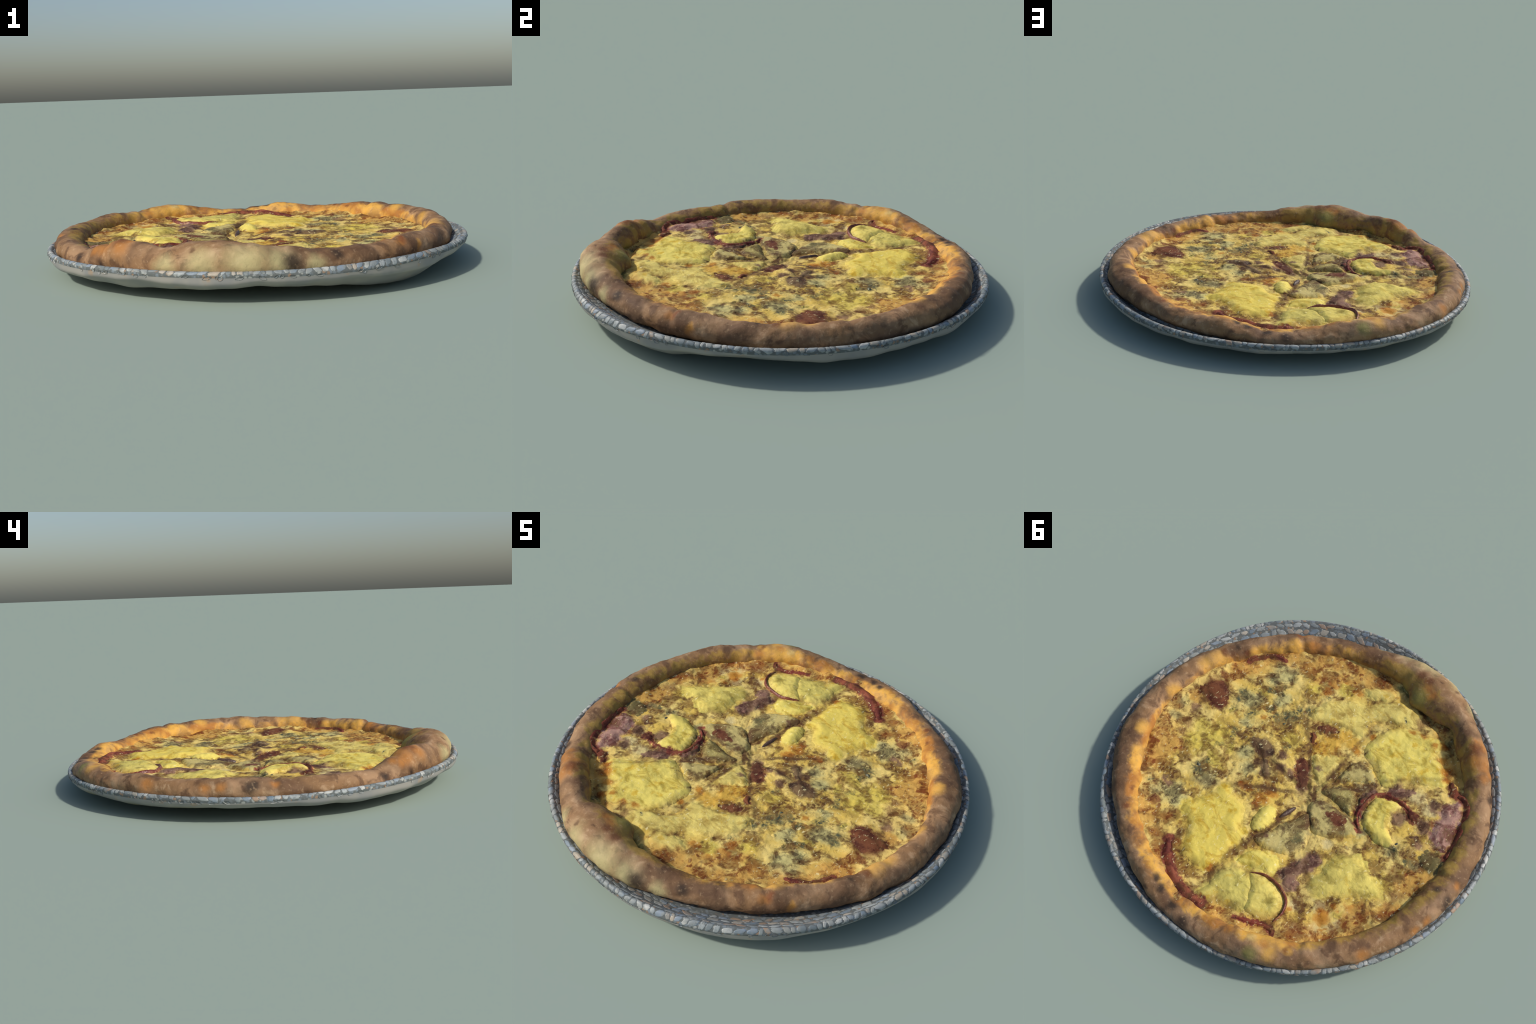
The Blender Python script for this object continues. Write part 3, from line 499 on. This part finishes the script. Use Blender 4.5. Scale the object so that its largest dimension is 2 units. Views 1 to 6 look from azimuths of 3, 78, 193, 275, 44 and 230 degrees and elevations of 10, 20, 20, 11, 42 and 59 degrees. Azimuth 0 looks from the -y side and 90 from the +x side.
def plate_profile(th):
    """control points (r, z) from the middle of the well over the rim to the middle of the underside"""
    R, H, B = rim_radius(th), rim_height(th), belly_height(th)
    o = np.ones_like(R)
    D = lip_depth(th)
    sag = np.exp(-(((np.degrees(th) % 360) - 302) / 20) ** 2)      # here the lip droops outwards
    lump = -0.014 * np.exp(-(((np.degrees(th) % 360) - 34) / 5) ** 2) + 0.009 * noise3(np.cos(th) * 5, np.sin(th) * 5, 3.3) + 0.006 * noise3(np.cos(th) * 11, np.sin(th) * 11, 5.1)
    pts = [(0 * o, 0.062 * o), (0.4 * o, 0.062 * o), (0.74 * o, 0.062 * o), (0.84 * o, 0.070 * o), (0.89 * o, 0.082 * o),
           (R - 0.075, H - 0.040), (R - 0.045, H - 0.019), (R - 0.028, H - 0.007), (R - 0.016, H - 0.004 * sag), (R - 0.005, H - 0.003 - 0.013 * sag),
           (R, H - 0.012 - 0.014 * sag), (R - 0.002, H - 0.026 - 0.010 * sag), (R - 0.008, H - D + 0.008 + lump), (R - 0.030, H - D - 0.008 + lump),
           (0.91 * o, np.minimum(B + 0.004, H - D - 0.012) + lump), (0.86 * o, np.minimum(B, H - D - 0.014) + lump), (0.79 * o, B - 0.003 + lump), (0.68 * o, 0.7 * B), (0.55 * o, 0.4 * B),
           (0.3 * o, 0.002 * o), (0.0 * o, 0.0 * o)]
    return np.array(pts)                                     # (n, 2, angles)

def plate_surface(th, s):
    """point of the plate for angle th and profile parameter s (index of control point, fractional)"""
    P = plate_profile(th)
    n = len(P)
    i = np.clip(np.floor(s).astype(int), 0, n - 2)
    t = s - i
    k = np.arange(len(th))
    g = lambda j: P[np.clip(j, 0, n - 1), :, k]
    p0, p1, p2, p3 = g(i - 1), g(i), g(i + 1), g(i + 2)
    t = t[:, None]
    q = 0.5 * (2 * p1 + (p2 - p0) * t + (2 * p0 - 5 * p1 + 4 * p2 - p3) * t ** 2 + (3 * p1 - p0 - 3 * p2 + p3) * t ** 3)
    r, z = np.maximum(q[:, 0], 0), np.maximum(q[:, 1], 0.0)
    return np.stack([r * np.cos(th), r * np.sin(th), z], 1)

NTH = 480
S_END = 20.0
s_values = np.concatenate([np.linspace(0, 3, 5), np.linspace(3.4, 5, 6), np.linspace(5.25, 13, 36), np.linspace(13.4, 18, 16), np.linspace(18.5, 20, 4)])
theta = np.arange(NTH) * TAU / NTH
T, S = np.meshgrid(theta, s_values, indexing="ij")
V = plate_surface(T.ravel(), S.ravel())
plate_mat = plate_material()
ob = make_object("plate_body", V, grid_faces(NTH, len(s_values)), plate_mat, plate)
ob.data.materials.append(grout_material())
mid = np.array([s_values[j] for j in range(len(s_values) - 1)])
idx = np.zeros(len(ob.data.polygons), int)
per = len(s_values) - 1
for i in range(NTH):
    idx[i * per:(i + 1) * per] = np.where(mid < 10.6, 1, 0)
ob.data.polygons.foreach_set("material_index", idx.tolist())

PEBBLES = [pebble_material("pebble_grey", (150, 156, 154), (128, 134, 134)), pebble_material("pebble_blue", (122, 134, 146), (102, 118, 128)),
           pebble_material("pebble_tan", (156, 130, 106), (138, 114, 92)), pebble_material("pebble_white", (180, 180, 172), (162, 164, 160)),
           pebble_material("pebble_slate", (90, 102, 106), (110, 118, 116)), pebble_material("pebble_beige", (166, 154, 136), (146, 140, 126))]
WEIGHTS = [0.26, 0.2, 0.12, 0.2, 0.12, 0.10]

def pebble_mesh(th0, s0, dth, ds, lift):
    """a small domed stone bedded in the plate: superellipse in (angle, profile)"""
    rings, seg = [0.0, 0.45, 0.75, 0.92, 1.0], 14
    th, ss, h = [th0], [s0], [lift]
    e = rng.uniform(0.6, 1.0)
    skew, jit = rng.uniform(-0.6, 0.6), rng.uniform(0.78, 1.15, seg)
    for q in rings[1:]:
        for k in range(seg):
            a = TAU * k / seg
            ca, sa = math.cos(a), math.sin(a)
            x = math.copysign(abs(ca) ** e, ca) * q * jit[k]
            y = math.copysign(abs(sa) ** e, sa) * q * jit[k]
            th.append(th0 + dth * (x + skew * y)); ss.append(s0 + ds * y); h.append(lift * (1 - q ** 4) - 0.002 * (q == 1.0))
    th, ss, h = np.array(th), np.clip(np.array(ss), 0, S_END), np.array(h)
    P = plate_surface(th, ss)
    A, B = plate_surface(th + 1e-3, ss), plate_surface(th, np.minimum(ss + 1e-2, S_END))
    nrm = np.cross(A - P, B - P)
    nrm /= np.linalg.norm(nrm, axis=1)[:, None] + 1e-12
    if nrm[0, 2] < 0 and s0 < 10:
        nrm = -nrm
    P = P + nrm * h[:, None]
    faces = [(0, 1 + k, 1 + (k + 1) % seg) for k in range(seg)]
    for r in range(len(rings) - 2):
        a, b = 1 + r * seg, 1 + (r + 1) * seg
        faces += [(a + k, b + k, b + (k + 1) % seg, a + (k + 1) % seg) for k in range(seg)]
    return P, faces

# one row of stones rides on the rim, each its own piece
th = 0.0
while th < TAU - 0.012:
    w = rng.choice([0.020, 0.028, 0.036, 0.050]) * rng.uniform(0.85, 1.15)
    w = min(w, TAU - th)
    P, F = pebble_mesh(th + w / 2, rng.uniform(8.3, 9.2), w / 2 * 0.97, rng.uniform(0.9, 1.7), 0.0010)
    make_object("rim_pebble", P, F, PEBBLES[rng.choice(6, p=WEIGHTS)], plate)
    th += w
# chips scattered on the outer shoulder of the lip
for _ in range(110):
    w = rng.uniform(0.012, 0.03)
    P, F = pebble_mesh(rng.uniform(0, TAU), rng.uniform(10.2, 10.9), w / 2, rng.uniform(0.3, 0.6), 0.0008)
    make_object("rim_pebble", P, F, PEBBLES[rng.choice(6, p=WEIGHTS)], plate)
# three rows pave the slope of the well; joined by colour
paving = {}
for s0, ds in ((6.45, 0.62), (5.25, 0.5), (4.35, 0.38)):
    th = rng.uniform(0, 0.02)
    end = th + TAU
    while th < end - 0.015:
        w = rng.uniform(0.034, 0.066)
        w = min(w, end - th)
        P, F = pebble_mesh(th + w / 2, s0 + rng.uniform(-0.1, 0.1), w / 2 * 0.93, ds * rng.uniform(0.75, 1.0), 0.0012)
        k = rng.choice(6, p=[0.22, 0.34, 0.16, 0.06, 0.14, 0.08])
        v, f = paving.setdefault(int(k), ([], []))
        f += [tuple(i + len(v) for i in q) for q in F]
        v += [tuple(p) for p in P]
        th += w
for k, (v, f) in sorted(paving.items()):
    make_object("well_pebble", v, f, PEBBLES[k], plate, "stuff")

# ------------------------------------------------------------------ the crust
def crust_surface(n_th, n_ph):
    th = np.arange(n_th) * TAU / n_th
    ph = np.arange(n_ph) * TAU / n_ph
    T, F = np.meshgrid(th, ph, indexing="ij")
    rc, a, zt = crust_centre(T), crust_half(T), crust_top(T)
    b, zc = (zt - CRUST_BOTTOM) / 2, (zt + CRUST_BOTTOM) / 2
    r = rc + a * np.cos(F)
    z = zc + b * np.sin(F)
    x, y = r * np.cos(T), r * np.sin(T)
    # blisters and soft folds
    d = 0.013 * noise3(x * 10, y * 10, z * 10) + 0.0045 * noise3(x * 27 + 7, y * 31, z * 31) + 0.0016 * noise3(x * 80, y * 80, z * 80 + 3)
    fold = noise3(np.cos(T) * 12, np.sin(T) * 12, 0.5 + 0.5 * np.cos(F)) * np.clip(-np.cos(F) * 0.8 + 0.3, 0, 1)
    d = d + 0.014 * fold
    # where the slicing wheel crossed the crust
    for cut, depth in zip(CUT_ANGLES, (0.004, 0.010, 0.006, 0.009, 0.013, 0.013, 0.003, 0.009)):
        e = CUT_CENTRE + 0.0
        u = np.array([math.cos(math.radians(cut)), math.sin(math.radians(cut))])
        across = (x - e[0]) * -u[1] + (y - e[1]) * u[0]
        ahead = (x - e[0]) * u[0] + (y - e[1]) * u[1] > 0
        d = d - depth * np.exp(-(across / 0.020) ** 2) * ahead * np.clip(np.sin(F) + 0.3, 0, 1)
    d = d - 0.030 * np.exp(-((np.degrees(T) - 247) / 5.0) ** 2) * np.clip(-np.cos(F) + 0.2, 0, 1)
    # a dough bubble bulges over the cheese on the front side
    g = ((np.degrees(T) - 264) / 6.0) ** 2 + ((z - 0.145) / 0.045) ** 2
    d = d + 0.055 * np.exp(-g) * (np.cos(F) < 0)
    nr, nz = np.cos(F) / a, np.sin(F) / b
    l = np.sqrt(nr ** 2 + nz ** 2)
    r, z = r + d * nr / l, z + d * nz / l
    return np.stack([r * np.cos(T), r * np.sin(T), z], 2).reshape(-1, 3)

n_th, n_ph = 720, 72
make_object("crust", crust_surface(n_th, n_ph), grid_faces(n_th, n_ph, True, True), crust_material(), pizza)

# ------------------------------------------------------------------ the melted base
def base_height(x, y, detail=True):
    x, y = np.asarray(x, float), np.asarray(y, float)
    r = np.hypot(x, y)
    th = np.arctan2(y, x)
    rc = np.hypot(x - CUT_CENTRE[0], y - CUT_CENTRE[1])
    z = 0.092 + 0.018 * smooth(0.02, 0.30, rc)
    z = z + 0.016 * np.exp(-((x - 0.45) ** 2 + (y + 0.40) ** 2) / 0.32 ** 2) + 0.006 * np.exp(-((x - 0.1) ** 2 + (y + 0.62) ** 2) / 0.2 ** 2)
    z = z + 0.006 * noise3(x * 9, y * 9, 1.5) + 0.006 * noise3(x * 17, y * 17, 4.5)
    z = z + 0.014 * np.exp(-((x + 0.52) ** 2 + (y + 0.38) ** 2) / 0.2 ** 2) + 0.020 * np.exp(-((x + 0.06) ** 2 + (y + 0.66) ** 2) / 0.12 ** 2)
    z = z - 0.007 * np.exp(-((x + 0.28) ** 2 + (y - 0.12) ** 2) / 0.2 ** 2)
    for hx, hy, hr, hh in ((0.67, 0.32, 0.12, 0.014), (0.72, -0.06, 0.10, 0.018), (0.40, 0.66, 0.11, 0.011), (-0.57, 0.17, 0.12, 0.013),
                           (-0.61, -0.08, 0.10, 0.010), (0.09, 0.03, 0.07, 0.011), (0.28, 0.06, 0.09, 0.009), (-0.47, 0.54, 0.10, 0.009),
                           (-0.47, 0.36, 0.10, -0.009), (-0.22, 0.29, 0.10, -0.010)):
        z = z + hh * np.exp(-((x - hx) ** 2 + (y - hy) ** 2) / hr ** 2)
    foot = crust_centre(th) - crust_half(th)
    z = z + (0.014 + 0.016 * noise3(x * 14, y * 14, 9.1)) * smooth(foot - 0.07, foot + 0.01, r)
    front = np.exp(-(((np.degrees(th) % 360) - 252) / 24) ** 2)
    z = z - 0.018 * front * np.exp(-((r - foot + 0.016) / 0.014) ** 2)
    if detail:
        z = z + 0.0045 * noise3(x * 40, y * 42, 8.5) + 0.002 * noise3(x * 95, y * 95, 2.5)
        for cut in CUT_ANGLES:
            u = (math.cos(math.radians(cut)), math.sin(math.radians(cut)))
            bend = 0.045 * noise3(rc * 4, cut * 1.0, 0.3) + 0.018 * noise3(rc * 14, cut * 1.0, 0.8)
            across = (x - CUT_CENTRE[0]) * -u[1] + (y - CUT_CENTRE[1]) * u[0] + bend
            ahead = (x - CUT_CENTRE[0]) * u[0] + (y - CUT_CENTRE[1]) * u[1]
            fade = np.clip(0.55 + 1.4 * noise3(rc * 7, cut * 1.7, 2.2), 0, 1)
            z = z - fade * (0.0012 + 0.008 * np.exp(-(rc / 0.22) ** 2)) * np.exp(-(across / 0.011) ** 2) * smooth(-0.01, 0.03, ahead)
    return z

n_th, n_r = 640, 190
th = np.arange(n_th) * TAU / n_th
s = np.linspace(0, 1, n_r) ** 0.8
T, S = np.meshgrid(th, s, indexing="ij")
R = S * (crust_centre(T) - 0.2 * crust_half(T))
X, Y = R * np.cos(T), R * np.sin(T)
V = np.stack([X, Y, base_height(X, Y)], 2).reshape(-1, 3)
make_object("melted_cheese", V, grid_faces(n_th, n_r), topping, pizza)

# ------------------------------------------------------------------ toppings with their own edges
def slab(name, outline, thick, material, round_off=0.018, soft=0.3, lumps=0.16, step=0.0062, ragged=0.004, tilt=(0, 0), fold=None, is_outline=False):
    """a flat piece melted onto the base: thickness rises from its edge with a rounded lip"""
    poly = np.array(outline) if is_outline else closed_spline(outline, 110)
    ctr = poly.mean(0)
    out = poly - ctr
    ln = np.linalg.norm(out, axis=1)[:, None] + 1e-9
    poly = poly + out / ln * (ragged * 1.6 * noise3(poly[:, 0] * 40, poly[:, 1] * 40, 6.5) + ragged * noise3(poly[:, 0] * 90, poly[:, 1] * 90, 1.5))[:, None]
    lo, hi = poly.min(0), poly.max(0)
    gx, gy = np.meshgrid(np.arange(lo[0], hi[0], step), np.arange(lo[1], hi[1], step * 0.87))
    gx = gx + (np.arange(gx.shape[0]) % 2)[:, None] * step * 0.5
    pts = np.stack([gx.ravel(), gy.ravel()], 1)
    pts = pts[inside(poly, pts)]
    d = edge_distance(poly, pts)
    pts, d = pts[d > step * 0.45], d[d > step * 0.45]
    inner = poly + (ctr - poly) * 0.0
    n = len(inner)
    verts = [Vector(p) for p in np.vstack([inner, pts])]
    co, _, tris, *_ = delaunay_2d_cdt(verts, [(i, (i + 1) % n) for i in range(n)], [list(range(n))], 1, 1e-7)
    co = np.array([tuple(v) for v in co])
    d = edge_distance(poly, co)
    q = np.clip(d / round_off, 0, 1)
    dome = (1 - soft) * np.sqrt(1 - (1 - q) ** 2) + soft * q * q * (3 - 2 * q)
    x, y = co[:, 0], co[:, 1]
    h = thick * dome * (1 + lumps * 1.6 * noise3(x * 24, y * 24, 3.5) + lumps * noise3(x * 55, y * 55, 7.7))
    h = h + ((x - ctr[0]) * tilt[0] + (y - ctr[1]) * tilt[1]) * dome
    if fold:
        (fx, fy), ang, height, width = fold
        u = (math.cos(math.radians(ang)), math.sin(math.radians(ang)))
        across = (x - fx) * -u[1] + (y - fy) * u[0]
        h = h + height * np.exp(-(across / width) ** 2) * dome
    low, full = base_height(x, y, False), base_height(x, y)
    z = np.maximum(low + h + 0.35 * (full - low), full + 0.15 * h) - 0.005 * (1 - q)
    z = np.where(d < 1e-6, full - 0.006, z)
    return make_object(name, np.column_stack([co, z]), [tuple(f) for f in tris], material, pizza)

def strip(name, spine, width, thick, material, taper=0.35, **kw):
    """a curved band, e.g. the rind of a ham slice standing along its edge"""
    c = open_spline(spine, 40)
    t = np.gradient(c, axis=0)
    t /= np.linalg.norm(t, axis=1)[:, None]
    nrm = np.stack([-t[:, 1], t[:, 0]], 1)
    u = np.linspace(0, 1, len(c))
    w = width * (taper + (1 - taper) * np.sin(math.pi * np.clip(u, 0.02, 0.98)) ** 0.7)[:, None] / 2
    poly = np.vstack([c + nrm * w, (c - nrm * w)[::-1]])
    return slab(name, poly, thick, material, round_off=width * 0.5, step=min(0.005, width / 4), ragged=0.001, is_outline=True, **kw)

onion_dark = meat_material("onion_dark", (78, 58, 48), (66, 48, 42), (110, 90, 66), 0.6)
rind_red = meat_material("ham_rind", (122, 66, 44), (96, 44, 36), (166, 118, 70), 0.8)

for kind, zone, thick, rounding, outline in PIECES:
    crisp = thick > 0.0155 or zone in ("olive", "grey")
    slab(kind, outline, thick, topping, rounding, 0.35 if crisp else 0.9, ragged=0.005 if crisp else 0.012)
for kind, zone, width, thick, spine in BANDS:
    strip(kind, spine, width, thick, topping, 0.5)
strip("rind", [(-0.233, 0.514), (-0.276, 0.480), (-0.327, 0.464), (-0.391, 0.465), (-0.450, 0.487), (-0.485, 0.539), (-0.488, 0.600)], 0.022, 0.015, rind_red)
slab("olive_sliver", [(-0.097, 0.219), (-0.091, 0.173), (-0.104, 0.121), (-0.118, 0.128), (-0.121, 0.177), (-0.108, 0.217)], 0.010, onion_dark, 0.01, ragged=0.001, step=0.004)

# crumbs of blue cheese, half sunk in the melt
mould = [topping, topping, meat_material("blue_mould", (92, 94, 70), (66, 68, 58), (134, 130, 92), 0.7)]
def crumb(x, y, size, material, name="blue_cheese_crumb"):
    k = rng.integers(7, 10)
    a0 = rng.uniform(0, TAU)
    el = rng.uniform(0.6, 1.0)
    a = np.arange(k) * TAU / k
    p = np.stack([np.cos(a), el * np.sin(a)], 1) * (size * rng.uniform(0.75, 1.2, k))[:, None]
    c, s_ = math.cos(a0), math.sin(a0)
    p = p @ np.array([[c, -s_], [s_, c]]) + (x, y)
    slab(name, p, size * rng.uniform(0.25, 0.45), material, size, 0.6, 0.4, step=max(size / 5, 0.004), ragged=size * 0.12)

for x, y, r in TOPPING_MARKS["bluegreen"]:
    for _ in range(2 + int(r > 0.025) + 2 * int(r > 0.04)):
        a, q = rng.uniform(0, TAU), r * math.sqrt(rng.uniform(0, 1))
        crumb(x + q * math.cos(a), y + q * math.sin(a), rng.uniform(0.010, 0.018), mould[rng.choice(3, p=[0.5, 0.38, 0.12])])
for x, y, r in TOPPING_MARKS["greygreen"]:
    for _ in range(3):
        a, q = rng.uniform(0, TAU), r * math.sqrt(rng.uniform(0, 1.2))
        crumb(x + q * math.cos(a), y + q * math.sin(a), rng.uniform(0.012, 0.024), mould[0])
for x, y, size in ((0.02, -0.41, 0.013), (-0.118, -0.47, 0.007), (0.673, 0.149, 0.010), (-0.036, -0.45, 0.008)):
    crumb(x, y, size, mould[1] if x > 0.5 else mould[2])
